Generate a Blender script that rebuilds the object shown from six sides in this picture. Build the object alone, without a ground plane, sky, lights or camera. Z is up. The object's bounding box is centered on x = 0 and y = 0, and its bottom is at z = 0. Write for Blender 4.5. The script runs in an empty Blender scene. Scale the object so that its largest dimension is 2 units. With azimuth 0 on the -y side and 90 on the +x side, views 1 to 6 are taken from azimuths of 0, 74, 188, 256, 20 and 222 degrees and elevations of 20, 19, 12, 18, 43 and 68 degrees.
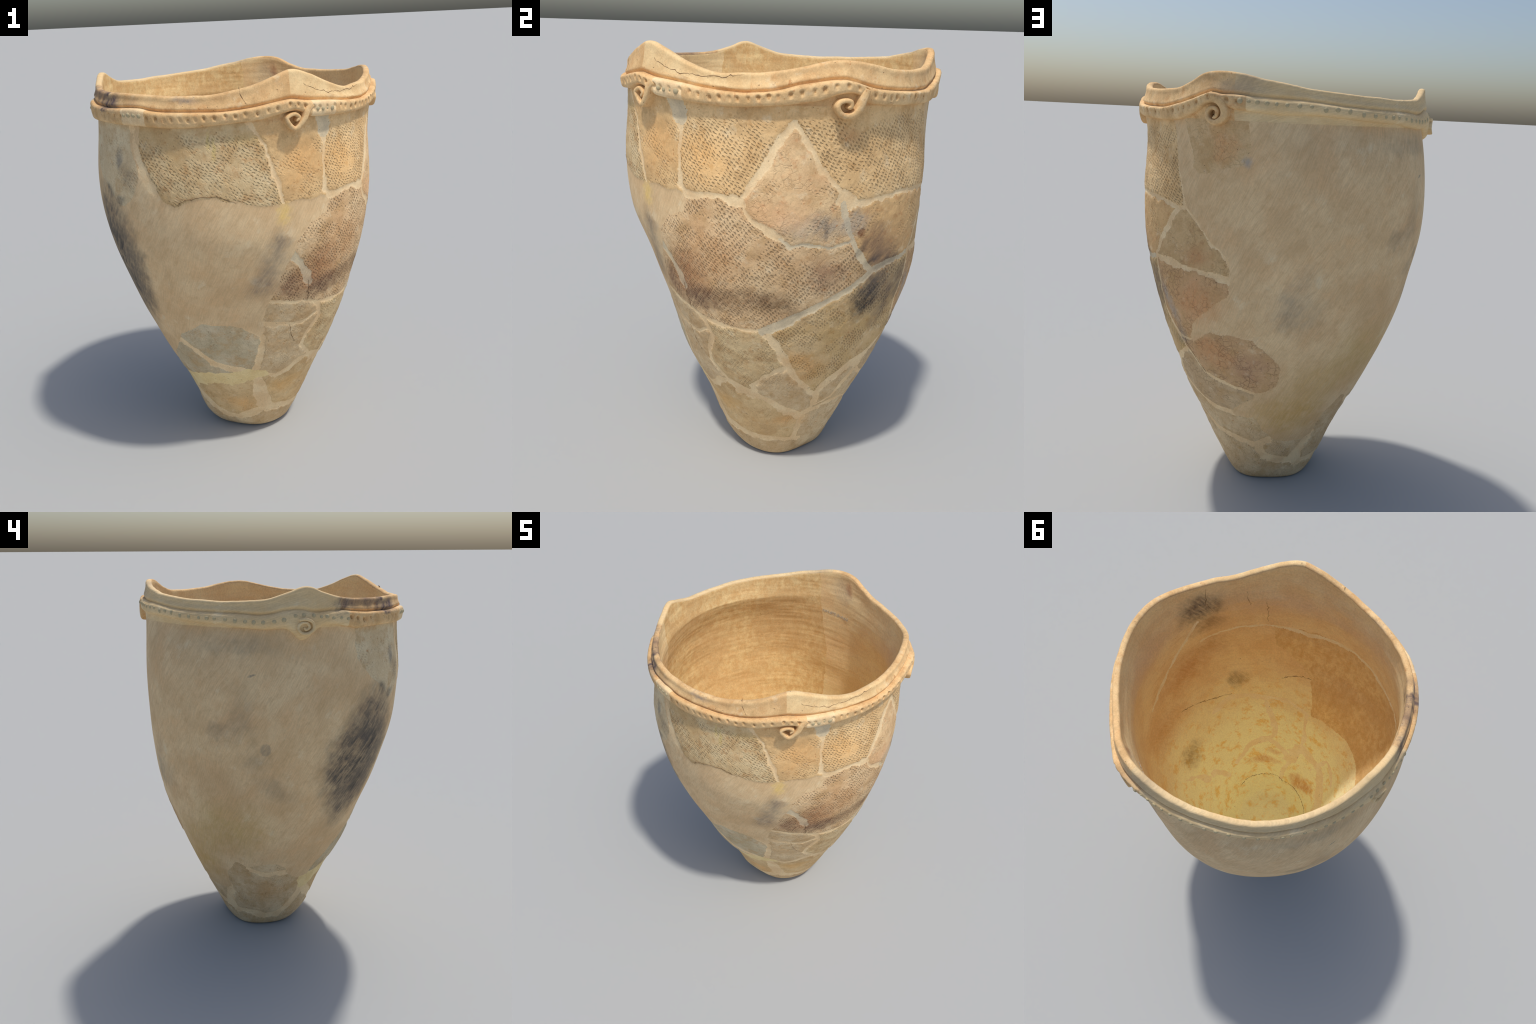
"""Restored prehistoric pottery jar: wall built as one lofted surface, parted into
sherds, plaster infill and joint filler; applied notched band, coiled scrolls, pellets."""
import bpy, math
import numpy as np
from mathutils import Matrix, Vector

rng = np.random.default_rng(7)
PI2 = 2 * math.pi

# ------------------------------------------------------------------ shape rules
# wall section per height: centre x, centre y, mean radius, then cos/sin terms of order 2..6
LEVELS = np.array([0, .08, .2, .35, .5, .65, .8, .95, 1.1, 1.25, 1.4, 1.55, 1.7, 1.8])
SECTION = np.array([
    [0.002, 0.057, 0.214, 0.003, -0.005, -0.008, -0.006, -0.004, -0.004, 0.005, -0.005, 0.000, -0.000],
    [-0.000, 0.043, 0.259, 0.001, 0.000, -0.006, -0.006, -0.004, -0.001, 0.004, -0.003, -0.001, -0.001],
    [0.005, 0.042, 0.313, -0.002, 0.000, -0.003, -0.006, -0.003, -0.001, 0.001, -0.001, -0.002, -0.002],
    [0.005, 0.047, 0.376, -0.002, 0.000, -0.000, -0.004, -0.002, -0.001, -0.002, 0.001, -0.002, -0.001],
    [0.001, 0.043, 0.449, -0.000, 0.002, 0.001, -0.003, -0.003, -0.002, -0.004, 0.002, -0.001, -0.001],
    [-0.004, 0.044, 0.510, 0.002, 0.001, 0.000, -0.004, -0.004, -0.004, -0.004, 0.002, -0.000, -0.001],
    [-0.008, 0.045, 0.564, 0.006, 0.001, -0.000, -0.007, -0.006, -0.003, -0.004, 0.004, 0.000, -0.002],
    [-0.012, 0.040, 0.611, 0.006, 0.004, 0.001, -0.006, -0.007, -0.004, -0.004, 0.004, 0.001, -0.003],
    [-0.015, 0.028, 0.648, 0.008, 0.006, 0.005, -0.005, -0.007, -0.002, -0.004, 0.002, -0.001, -0.003],
    [-0.021, 0.012, 0.676, 0.007, 0.005, 0.009, 0.000, -0.003, 0.000, -0.004, 0.001, -0.003, -0.003],
    [-0.026, 0.007, 0.688, 0.007, 0.005, 0.012, 0.002, -0.001, 0.001, -0.003, -0.001, -0.004, -0.004],
    [-0.027, 0.005, 0.687, 0.003, 0.006, 0.012, 0.001, -0.001, 0.001, 0.000, -0.000, -0.003, -0.003],
    [-0.020, 0.003, 0.673, 0.001, 0.007, 0.009, -0.001, 0.002, 0.000, 0.004, 0.002, -0.001, -0.001],
    [-0.004, -0.006, 0.666, 0.001, 0.013, 0.004, -0.004, 0.005, 0.001, 0.007, 0.004, -0.000, 0.001]])
SECTION[:3, 5:] *= .7     # the foot is turned nearly round
# lip crest, every 7.5 degrees round the mouth
LIP_R = np.array([.658, .665, .659, .666, .649, .640, .634, .638, .635, .663, .665, .654, .640, .640, .636, .621,
                  .629, .638, .632, .634, .635, .631, .639, .642, .656, .655, .654, .663, .663, .674, .681, .675,
                  .672, .660, .656, .644, .651, .656, .651, .649, .642, .632, .627, .622, .633, .639, .648, .656])
LIP_R = (np.roll(LIP_R, 1) + 2 * LIP_R + np.roll(LIP_R, -1)) / 4
LIP_R = (np.roll(LIP_R, 1) + 2 * LIP_R + np.roll(LIP_R, -1)) / 4
LIP_Z = np.array([1.958, 1.957, 1.944, 1.929, 1.923, 1.920, 1.922, 1.927, 1.951, 1.986, 1.994, 1.986, 1.968, 1.956,
                  1.942, 1.934, 1.929, 1.924, 1.923, 1.919, 1.920, 1.924, 1.933, 1.960, 1.985, 1.957, 1.934, 1.926,
                  1.924, 1.924, 1.927, 1.924, 1.921, 1.915, 1.916, 1.917, 1.931, 1.948, 1.976, 2.001, 1.980, 1.947,
                  1.919, 1.902, 1.906, 1.910, 1.922, 1.940])
# upper and lower edge of the applied band (degrees, height)
BAND_TOP = [(3.4, 1.893), (7, 1.883), (11, 1.868), (15, 1.858), (22, 1.850), (33, 1.842), (45, 1.840), (50.6, 1.848),
            (58, 1.864), (64, 1.881), (69, 1.899), (72.2, 1.910), (76, 1.900), (80, 1.902), (88, 1.896), (96, 1.893),
            (105, 1.890), (112, 1.883), (119, 1.875), (127, 1.872), (135, 1.869), (144, 1.867), (150, 1.866),
            (156, 1.862), (160.5, 1.858), (166.5, 1.865), (170, 1.878), (174, 1.883), (178, 1.883), (181.5, 1.872),
            (184, 1.870), (188.5, 1.876), (194, 1.876), (199, 1.868), (206, 1.861), (213, 1.861), (219, 1.860),
            (226, 1.864), (232, 1.868), (236, 1.868), (240, 1.858), (245, 1.852), (255, 1.850), (266, 1.848),
            (273, 1.855), (278, 1.862), (283, 1.872), (287, 1.879), (291, 1.884), (294.5, 1.877), (298, 1.870),
            (304, 1.865), (311, 1.857), (318, 1.846), (325, 1.840), (332, 1.837), (340, 1.845), (344, 1.854),
            (349, 1.872), (354, 1.882), (359, 1.891)]
BAND_LOW = [(0, 1.838), (3, 1.846), (6.5, 1.845), (9, 1.825), (11.5, 1.808), (15, 1.803), (23, 1.796), (33, 1.790),
            (44, 1.786), (52, 1.787), (57, 1.796), (63, 1.814), (67, 1.840), (70, 1.860), (73, 1.866), (77, 1.855),
            (80, 1.843), (87, 1.837), (95, 1.829), (105, 1.833), (111, 1.832), (119, 1.828), (127, 1.821),
            (136, 1.815), (146, 1.813), (150, 1.804), (157, 1.798), (163, 1.794), (168, 1.797), (171.5, 1.800),
            (173.6, 1.783), (176, 1.752), (177.7, 1.742), (179.7, 1.750), (182.4, 1.779), (185.2, 1.807), (187, 1.811), (192, 1.810), (196, 1.802), (201, 1.789), (207, 1.793),
            (217, 1.796), (224, 1.794), (236, 1.793), (246, 1.786), (255, 1.787), (266, 1.797), (273, 1.803),
            (278, 1.807), (282, 1.813), (287, 1.826), (290, 1.833), (293, 1.835), (296.5, 1.818), (299, 1.802),
            (304, 1.797), (310, 1.794), (317, 1.788), (327, 1.785), (333, 1.787), (344, 1.798), (349, 1.806),
            (354, 1.815), (357, 1.824)]
# the modern plaster that replaces lost wall
INFILL = [(50, 1.84), (53.4, 1.60), (56.2, 1.51), (57.3, 1.45), (59.5, 1.406), (63.6, 1.357), (69, 1.29), (74, 1.25),
          (77.5, 1.205), (78, 1.13), (76.2, 1.054), (70.8, 1.01), (64, .943), (58, .886), (54.6, .822), (56.5, .790),
          (60.5, .829), (67.5, .864), (73.7, .870), (79.6, .875), (88.2, .873), (92.7, .819), (97, .781), (100.7, .732),
          (101.5, .679), (99.9, .63), (94.6, .590), (87.5, .572), (87.2, .545), (80.6, .506), (76.2, .468), (71.5, .443),
          (74.5, .420), (81.5, .420), (87.2, .428), (90.4, .401), (94, .343), (97.6, .313), (102.5, .280), (115, .268),
          (126, .272), (134.5, .297), (135.2, .36), (137, .43), (143, .483), (146.5, .512), (150.5, .498), (154.8, .475),
          (161, .501), (170.4, .510), (177.5, .496), (182.8, .465), (186.9, .411), (195.8, .372), (207, .37),
          (210.5, .46), (218, .555), (229.2, .654), (235.6, .728), (242.2, .772), (249, .817), (253.7, .805),
          (264.5, .803), (269, .785), (273.2, .752), (278.9, .716), (281.4, .758), (280.2, .812), (281.5, .890),
          (283.8, .944), (286.4, 1.003), (288.2, 1.075), (290.9, 1.130), (293.4, 1.172), (294.9, 1.212), (295.6, 1.246),
          (298.8, 1.281), (300.8, 1.317), (305.9, 1.342), (310.1, 1.364), (310.6, 1.430), (307, 1.445), (303, 1.436),
          (298, 1.446), (294, 1.441), (289.3, 1.434), (285.2, 1.439), (280.9, 1.439), (276.4, 1.449), (273, 1.460),
          (268.9, 1.472), (265.3, 1.492), (260.8, 1.495), (257.3, 1.487), (253.7, 1.479), (251.4, 1.457),
          (249.4, 1.452), (245.1, 1.479), (241.4, 1.55), (238.2, 1.618), (235.9, 1.686), (233.4, 1.84), (228.8, 1.84),
          (231.7, 1.695), (233.8, 1.639), (235.6, 1.591), (235, 1.548), (232.9, 1.507), (230.3, 1.464), (225.6, 1.427),
          (221.8, 1.439), (218, 1.482), (211.6, 1.537), (206.5, 1.597), (202.4, 1.658), (201.6, 1.71), (199, 1.84),
          (85.5, 1.84), (84.7, 1.725), (84.4, 1.677), (82.6, 1.629), (78.2, 1.610), (72.9, 1.595), (68.6, 1.580),
          (64.4, 1.576), (61.4, 1.594), (61, 1.635), (59, 1.697), (57.6, 1.84)]
# joints between sherds: (half width, kind, course); kind f = cream filler, g = grey filler, c = thin crack
JOINTS = [
    (.015, 'f', [(275.8, 1.80), (280.3, 1.738), (282.7, 1.695), (284.5, 1.629), (285.8, 1.595), (287.6, 1.543), (288.3, 1.496), (289.4, 1.44)]),
    (.024, 'o', [(231, 1.80), (233.3, 1.71), (235.6, 1.64), (238, 1.58), (240.5, 1.53)]),
    (.042, 'g', [(306.5, 1.79), (307.8, 1.735)]),
    (.020, 'f', [(307.8, 1.75), (308.8, 1.69), (308.9, 1.64), (308.9, 1.597), (308.8, 1.53), (309, 1.465), (310.6, 1.436)]),
    (.022, 'f', [(310.6, 1.436), (315.4, 1.434), (320.6, 1.446), (325.4, 1.442), (332, 1.432)]),
    (.034, 'f', [(329.5, 1.436), (332.6, 1.428)]),
    (.020, 'f', [(332, 1.435), (334.3, 1.475), (336.5, 1.52), (339.2, 1.561), (342, 1.615), (344.4, 1.67), (347.2, 1.728), (348.6, 1.742)]),
    (.020, 'f', [(332, 1.435), (334.1, 1.393), (336.8, 1.359), (340.4, 1.336), (345, 1.294)]),
    (.006, 'g', [(344.9, 1.294), (348.2, 1.26), (352, 1.272), (357.4, 1.264), (1.2, 1.253), (9.6, 1.278)]),
    (.018, 'f', [(348.6, 1.74), (351.3, 1.688), (353.6, 1.654), (355.6, 1.603), (357.7, 1.563), (.5, 1.527), (2.9, 1.491), (5, 1.449)]),
    (.034, 'f', [(4.4, 1.462), (6.2, 1.438)]),
    (.012, 'f', [(5, 1.449), (8.5, 1.440), (11.5, 1.428), (15.4, 1.435), (19.6, 1.441), (24.2, 1.448), (31.8, 1.452), (40, 1.450), (47.3, 1.435), (54.2, 1.416), (58, 1.43)]),
    (.012, 'g', [(5.2, 1.43), (7, 1.348), (9.2, 1.284), (12.4, 1.22), (16, 1.157), (18.6, 1.126)]),
    (.014, 'f', [(54, 1.416), (50, 1.355), (46, 1.29), (41, 1.205), (38, 1.168)]),
    (.016, 'f', [(36.5, 1.170), (38.5, 1.166), (50, 1.168), (57.5, 1.155), (64.4, 1.149), (71.3, 1.143), (78.2, 1.13)]),
    (.010, 'f', [(39.5, 1.16), (39.6, 1.028), (39.4, .929), (41.8, .858), (45.2, .815), (50, .80), (57, .805)]),
    (.016, 'g', [(293.2, 1.175), (297.7, 1.113), (300.5, 1.06), (301.7, 1.01)]),
    (.014, 'f', [(281.5, .94), (289.5, .920), (294, .908), (303, .896), (310.2, .873), (318.7, .863), (326.7, .860), (335, .856)]),
    (.016, 'f', [(279.5, .803), (287, .786), (297, .768), (303.3, .776), (308.3, .81), (311.3, .825)]),
    (.019, 'f', [(303, .897), (309.3, .866), (311.9, .790), (305.6, .688), (304.8, .61), (310.2, .555), (314.3, .518)]),
    (.026, 'f', [(229, .69), (238.5, .632), (244.8, .577), (249.8, .540), (258.3, .515), (266, .495)]),
    (.022, 'f', [(279.5, .72), (279.6, .643), (277.3, .547), (275.5, .49)]),
    (.046, 'y', [(205, .345), (217.4, .36), (238.8, .397), (255, .432), (268.2, .448), (281, .448)]),
    (.026, 'f', [(281, .448), (290.6, .425), (299.4, .452), (306, .504), (313.5, .515)]),
    (.036, 'f', [(277.4, .42), (279.5, .33), (283.7, .23), (287, .177)]),
    (.026, 'f', [(206.3, .33), (207, .285), (213, .238), (223.2, .196), (230, .154), (242, .115), (258, .106), (272.5, .150), (285, .177), (300, .172), (317, .150), (332.2, .144), (351, .134), (7, .118)]),
    (.017, 'g', [(335.4, .855), (342.1, .890), (349.7, .938), (357.3, .981), (5, 1.022), (10.8, 1.057), (15.2, 1.088), (18.6, 1.127), (26, 1.15), (37, 1.165)]),
    (.020, 'f', [(335.8, .856), (340, .799), (344, .731), (347.6, .656), (353.5, .575), (.7, .497), (7.2, .452)]),
    (.020, 'f', [(347.6, .650), (341.3, .630), (334.9, .588), (328.9, .530), (328.5, .485)]),
    (.024, 'f', [(7.2, .452), (10.3, .517), (16.6, .564), (24.5, .608), (32.6, .629), (40.2, .682), (48, .728)]),
    (.009, 'f', [(44.9, .815), (50.8, .735), (55.2, .691), (60.1, .639), (65.9, .621), (71.8, .608), (78.2, .595), (87.6, .576)]),
    (.017, 'f', [(8.6, .362), (20.8, .401), (24.3, .48), (30.5, .560), (32.6, .62)]),
    (.014, 'f', [(30.4, .562), (41, .505), (48.9, .467), (56.6, .441), (64.7, .428), (72.5, .432)]),
    (.030, 'f', [(313.5, .515), (322, .483), (329.2, .462), (336.3, .429), (344.5, .370), (359.5, .306)]),
    (.026, 'f', [(359.5, .306), (8.4, .35), (8, .44)]),
    (.020, 'f', [(4, .325), (20.6, .365), (33, .368), (42, .341), (51.6, .296), (61.7, .272), (73.5, .263), (83.4, .249), (90.3, .252)]),
    (.026, 'f', [(1.8, .30), (1.8, .215), (.3, .128)]),
    (.024, 'f', [(98, .285), (91.5, .262), (90.3, .215), (92, .185), (97, .165), (109, .140), (122.5, .122), (129, .102), (145, .108), (157, .1), (167, .078), (183, .09), (192.5, .141), (201.2, .201), (204.8, .247), (206.3, .33)]),
    (.028, 'f', [(124, .123), (128.2, .195), (131.7, .247), (134, .30)]),
    (.016, 'f', [(154.8, .475), (160.3, .447), (167.7, .425), (175.2, .427), (185.3, .436)]),
    (.012, 'f', [(53.5, 1.60), (56.4, 1.508), (57.3, 1.448), (59.5, 1.406), (63.6, 1.357), (69, 1.29), (74, 1.25), (77.6, 1.204)]),
]


def natural_spline(x, y):
    n = len(x); h = np.diff(x)
    M = np.eye(n); R = np.zeros((n, n))
    for i in range(1, n - 1):
        M[i, i - 1:i + 2] = h[i - 1], 2 * (h[i - 1] + h[i]), h[i]
        R[i, i - 1:i + 2] = 6 / h[i - 1], -6 / h[i - 1] - 6 / h[i], 6 / h[i]
    d2 = np.linalg.solve(M, R @ y)

    def f(t):
        t = np.clip(t, x[0], x[-1]); i = np.clip(np.searchsorted(x, t, side='right') - 1, 0, n - 2)
        hh = x[i + 1] - x[i]; a = (x[i + 1] - t) / hh; b = 1 - a
        w = lambda q: q[:, None] if y.ndim == 2 else q
        return w(a) * y[i] + w(b) * y[i + 1] + w((a**3 - a) * hh * hh / 6) * d2[i] + w((b**3 - b) * hh * hh / 6) * d2[i + 1]
    return f


section_at = natural_spline(LEVELS, SECTION)


def ring_cubic(c, th):
    k = len(c); x = (th / PI2 * k) % k; i = np.floor(x).astype(int); t = x - i
    p = [c[(i + j) % k] for j in (-1, 0, 1, 2)]
    return p[1] + .5 * t * (p[2] - p[0] + t * (2 * p[0] - 5 * p[1] + 4 * p[2] - p[3] + t * (3 * (p[1] - p[2]) + p[3] - p[0])))


def ring_curve(points):
    """smooth periodic height from (degrees, height) points"""
    pts = sorted(points); a = np.array([p[0] for p in pts]); v = np.array([p[1] for p in pts])
    a = np.concatenate([a - 360, a, a + 360]); v = np.concatenate([v, v, v])

    def f(th):
        d = np.degrees(th) % 360
        acc = 0
        for o, w in ((-1.2, .25), (0, .5), (1.2, .25)):
            acc = acc + w * np.interp(d + o, a, v)
        return acc
    return f


band_top, band_low = ring_curve(BAND_TOP), ring_curve(BAND_LOW)


def wall_xy(th, z):
    """outer wall, th and z arrays of one shape, z up to 1.8"""
    q = section_at(z.ravel()).reshape(z.shape + (13,))
    r = q[..., 2].copy()
    for i, h in enumerate((2, 3, 4, 5, 6)):
        r += q[..., 3 + 2 * i] * np.cos(h * th) + q[..., 4 + 2 * i] * np.sin(h * th)
    base = np.clip(z / .02, 0, 1)
    r -= .013 * (1 - np.sqrt(np.clip(1 - (1 - base)**2, 0, 1)))
    return q[..., 0], q[..., 1], r


def hashed(ix, iy, iz, seed):
    n = (ix * 374761393 + iy * 668265263 + iz * 1442695041 + seed * 974711) & 0xffffffff
    n = ((n ^ (n >> 13)) * 1274126177) & 0xffffffff
    return ((n ^ (n >> 16)) & 0xffff) / 65535.0


def noise3(x, y, z, scale, seed=0, octaves=3):
    out = 0; amp = 1; tot = 0
    for o in range(octaves):
        X, Y, Z = x * scale, y * scale, z * scale
        ix, iy, iz = np.floor(X).astype(np.int64), np.floor(Y).astype(np.int64), np.floor(Z).astype(np.int64)
        f = [(v - i) for v, i in ((X, ix), (Y, iy), (Z, iz))]; f = [t * t * (3 - 2 * t) for t in f]
        acc = 0
        for a in (0, 1):
            for b in (0, 1):
                for c in (0, 1):
                    w = (f[0] if a else 1 - f[0]) * (f[1] if b else 1 - f[1]) * (f[2] if c else 1 - f[2])
                    acc = acc + w * hashed(ix + a, iy + b, iz + c, seed + o * 17)
        out = out + amp * (acc - .5) * 2; tot += amp; amp *= .5; scale *= 2.03
    return out / tot


# ------------------------------------------------------------------ wall grid
NT, NZ = 960, 420
TH = np.arange(NT) / NT * PI2
lipr, lipz = ring_cubic(LIP_R, TH), ring_cubic(LIP_Z, TH)
lipz = np.minimum(lipz - .001, 2.0)
bt, bl = band_top(TH), band_low(TH)
HALF = .0165                              # half thickness of the lip

zz = np.concatenate([[0], np.linspace(0, 1, 5)[1:] ** 1.6 * .03, np.linspace(.03, 1.80, NZ)[1:]])
Zg = np.repeat(zz[:, None], NT, 1); Tg = np.repeat(TH[None], len(zz), 0)
cx, cy, R = wall_xy(Tg, Zg)

# ---- which piece each outer face belongs to
fz = (zz[1:] + zz[:-1]) / 2; fth = TH + PI2 / NT / 2
FZ = np.repeat(fz[:, None], NT, 1); FT = np.repeat(fth[None], len(fz), 0)
fcx, fcy, FR = wall_xy(FT, FZ)
FX, FY = fcx + FR * np.cos(FT), fcy + FR * np.sin(FT)
rough1 = noise3(FX, FY, FZ, 28, 3, 3); rough2 = noise3(FX, FY, FZ, 28, 41, 3)
width_noise = noise3(FX, FY, FZ, 7, 91, 2)
wz = FZ + rough1 * .012
wt = np.degrees(FT) + np.degrees(rough2 * .012 / FR)
filler = np.zeros(FZ.shape, int)         # 0 none, 1 cream, 2 grey, 3 yellow, 4 crack
closeness = np.full(FZ.shape, 9.)
code = {'f': 1, 'g': 2, 'y': 3, 'c': 4, 'o': 5}
for hw, kind, course in JOINTS:
    hw *= .82 if kind == 'f' and hw < .028 else 1
    a = np.degrees(np.unwrap(np.radians([p[0] for p in course]))); v = np.array([p[1] for p in course])
    rows = (FZ[:, 0] > v.min() - .12) & (FZ[:, 0] < v.max() + .12)
    dt = (wt[rows] - a.mean() + 180) % 360 - 180 + a.mean()
    best = np.full(dt.shape, 9.)
    for i in range(len(a) - 1):
        k = FR[rows] * math.pi / 180
        px, py = (dt - a[i]) * k, wz[rows] - v[i]
        sx, sy = (a[i + 1] - a[i]) * k, v[i + 1] - v[i]
        t = np.clip((px * sx + py * sy) / (sx * sx + sy * sy + 1e-9), 0, 1)
        best = np.minimum(best, np.hypot(px - t * sx, py - t * sy))
    hwv = hw * (.92 + .5 * rough1[rows] + .9 * width_noise[rows])
    hit = best < np.maximum(hwv, .0026)
    closeness[rows] = np.minimum(closeness[rows], best - hwv)
    filler[rows] = np.where(hit, np.maximum(filler[rows], code[kind]), filler[rows])
# plaster infill: even-odd test of the outline in (degrees, height)
pa = np.degrees(np.unwrap(np.radians([p[0] for p in INFILL]))); pz = np.array([p[1] for p in INFILL])
inside = np.zeros(FZ.shape, bool)
rb1, rb2 = noise3(FX, FY, FZ, 13, 201, 3), noise3(FX, FY, FZ, 13, 211, 3)
pw = wz * .5 + FZ * .5 + .012 * rb1; pt = np.degrees(FT) * .5 + wt * .5 + np.degrees(.012 * rb2 / FR)
for i in range(len(pa)):
    a0, a1, z0, z1 = pa[i], pa[(i + 1) % len(pa)], pz[i], pz[(i + 1) % len(pa)]
    if z0 == z1: continue
    c = (z0 > pw) != (z1 > pw)
    inside ^= c & (pt < a0 + (pw - z0) / (z1 - z0) * (a1 - a0))
piece = np.where(inside, 1, 0)           # 1 = infill
piece = np.where((filler > 0) & ~inside, -filler, piece)
piece = np.where(filler == 5, -1, piece)
# label connected sherd areas (union of runs along each row)
parent = []
def find(i):
    while parent[i] != i:
        parent[i] = parent[parent[i]]; i = parent[i]
    return i
lab = np.zeros(piece.shape, int) - 1
prev = None
for r in range(piece.shape[0]):
    m = piece[r] == 0
    edge = np.flatnonzero(m & ~np.roll(m, 1))
    if len(edge) == 0:
        if m.all():
            parent.append(len(parent)); lab[r] = len(parent) - 1
    else:
        cur = np.cumsum(m & ~np.roll(m, 1)) - 1
        base = len(parent); parent += list(range(base, base + len(edge)))
        cur = np.where(cur < 0, len(edge) - 1, cur)
        lab[r] = np.where(m, base + cur, -1)
    if r:
        both = (lab[r] >= 0) & (lab[r - 1] >= 0)
        for a, b in set(zip(lab[r][both].tolist(), lab[r - 1][both].tolist())):
            parent[find(a)] = find(b)
root = np.array([find(i) for i in range(len(parent))])
lab = np.where(lab >= 0, root[lab], -1)
ids, counts = np.unique(lab[lab >= 0], return_counts=True)
sherd_faces = []
for i, c in zip(ids, counts):
    m = lab == i
    if c < 500:
        piece[m] = -1
    else:
        sherd_faces.append(m)
for n, m in enumerate(sherd_faces):
    piece[m] = 10 + n
print("sherds", len(sherd_faces))


def blur(a, n):
    for _ in range(n):
        a = (a + np.roll(a, 1, 1) + np.roll(a, -1, 1)) / 3
        p = np.pad(a, ((1, 1), (0, 0)), 'edge'); a = (p[2:] + p[1:-1] + p[:-2]) / 3
    return a


X0, Y0 = cx + R * np.cos(Tg), cy + R * np.sin(Tg)
def to_verts(f):                         # face field -> vertex field
    f = (f + np.roll(f, 1, 1)) / 2; f = np.pad(f, ((1, 1), (0, 0)), 'edge'); return (f[1:] + f[:-1]) / 2
is_sherd = to_verts(blur((piece >= 10) * 1., 2)); is_seam = to_verts(blur(((piece < 0) & (piece != -3)) * 1., 1))
is_crack = to_verts((piece == -4) * 1.)
infill_v = to_verts(blur((piece == 1) * 1., 3))
relief = .0022 * is_sherd - .0016 * is_seam - .004 * is_crack
relief += is_sherd * .0022 * noise3(X0, Y0, Zg, 16, 5, 3) + infill_v * .0016 * noise3(X0 * 1.2, Y0 * 1.2, Zg * .7, 9, 9, 2)
relief += is_sherd * .0012 * noise3(X0, Y0, Zg, 60, 8, 2)
for m in sherd_faces:                    # sherds sit a little proud or sunk of each other
    relief += to_verts(blur(m * 1., 3)) * rng.normal(0, .0012)
fade = np.clip(Zg / .04, 0, 1)
R = R + relief * fade
X, Y, Zv = cx + R * np.cos(Tg), cy + R * np.sin(Tg), Zg.copy()
rows = [np.stack([X[i], Y[i], Zv[i]], 1) for i in range(len(zz))]
n_wall = len(rows)

# underside (slightly hollow), from the edge row inwards
c0 = np.array([SECTION[0, 0], SECTION[0, 1]])
under = []
for f in (.93, .8, .6, .35, .03):
    p = rows[0].copy(); p[:, :2] = c0 + (p[:, :2] - c0) * f; p[:, 2] = .006 * (1 - f) if f < .9 else 0
    under.append(p)

# upper part: shoulder -> neck groove -> rim -> lip -> inside
b18x, b18y, b18r = wall_xy(TH, np.full(NT, 1.8))
B = np.stack([b18x + b18r * np.cos(TH), b18y + b18r * np.sin(TH)], 1)
U = np.stack([np.cos(TH), np.sin(TH)], 1)
ro = lipr + HALF                          # outer face of the rim
zl = lipz - HALF
NU = 34
for k in range(1, NU + 1):
    f = k / NU
    z = 1.80 + (zl - 1.80) * f
    s = np.clip((z - 1.80) / np.maximum(bt - 1.80, .02), 0, 1); s = s * s * (3 - 2 * s)
    p = B * (1 - s)[:, None] + (U * ro[:, None]) * s[:, None]
    g = -.008 * np.exp(-((z - bt - .001) / .008)**2)                 # groove over the band
    g += .0015 * np.exp(-((z - bt - .016) / .008)**2)      # rounded rim face
    tt = np.clip((z - bt) / np.maximum(zl - bt, .03), 0, 1)
    g += .013 * s * np.cos(tt * math.pi / 2)**2                      # collar stands out below the lip
    n = .0022 * noise3(p[:, 0], p[:, 1], z, 22, 12, 3)
    p = p + U * (g + n)[:, None]
    rows.append(np.stack([p[:, 0], p[:, 1], z], 1))
top_out = rows[-1][:, :2].copy()
rad_o = (top_out * U).sum(1)
for k in range(1, 12):                   # lip
    a = math.pi * k / 12
    r = rad_o - HALF + HALF * math.copysign(abs(math.cos(a))**.75, math.cos(a)) + .0012 * noise3(top_out[:, 0], top_out[:, 1], lipz, 26, 77, 2)
    z = zl + (HALF + .001 * noise3(top_out[:, 0], top_out[:, 1], lipz, 30, 78, 2)) * abs(math.sin(a))**.8
    rows.append(np.stack([U[:, 0] * r, U[:, 1] * r, np.minimum(z, 2.0)], 1))
n_rim = len(rows)
FLOOR = .062
NI = 300
zin0 = zl
for k in range(0, NI):
    f = k / (NI - 1)
    z = zin0 + (FLOOR + .03 - zin0) * f
    zc = np.minimum(z, 1.8)
    ix, iy, ir = wall_xy(TH, zc)
    depth = np.clip((zl - z) / .16, 0, 1); depth = depth * depth * (3 - 2 * depth)
    thick = 2 * HALF + .012 * depth + .009 * np.clip((1.2 - z) / .8, 0, 1)
    up = np.clip((z - 1.8) / np.maximum(zl - 1.8, .03), 0, 1); up = (up * up * (3 - 2 * up))[:, None]
    px = np.stack([ix + (ir - thick) * np.cos(TH), iy + (ir - thick) * np.sin(TH)], 1)
    pr = U * (rad_o - 2 * HALF - .004 * depth)[:, None]
    p = px * (1 - up) + pr * up
    p = p + U * (.004 * noise3(p[:, 0], p[:, 1], z * 2.2, 5, 21, 2) * np.clip(depth, 0, 1) + .0012 * noise3(p[:, 0] * .4, p[:, 1] * .4, z * 5, 16, 22, 2))[:, None]
    rows.append(np.stack([p[:, 0], p[:, 1], z], 1))
cin = rows[-1][:, :2].mean(0); last = rows[-1].copy()
for f in (.985, .95, .89, .8, .65, .45, .25, .03):
    p = last.copy(); p[:, :2] = cin + (p[:, :2] - cin) * f
    p[:, 2] = FLOOR + .03 * max(0, (f - .8) / .2)**2 + .003 * noise3(p[:, 0], p[:, 1], p[:, 2], 14, 25, 2)
    rows.append(p)

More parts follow.
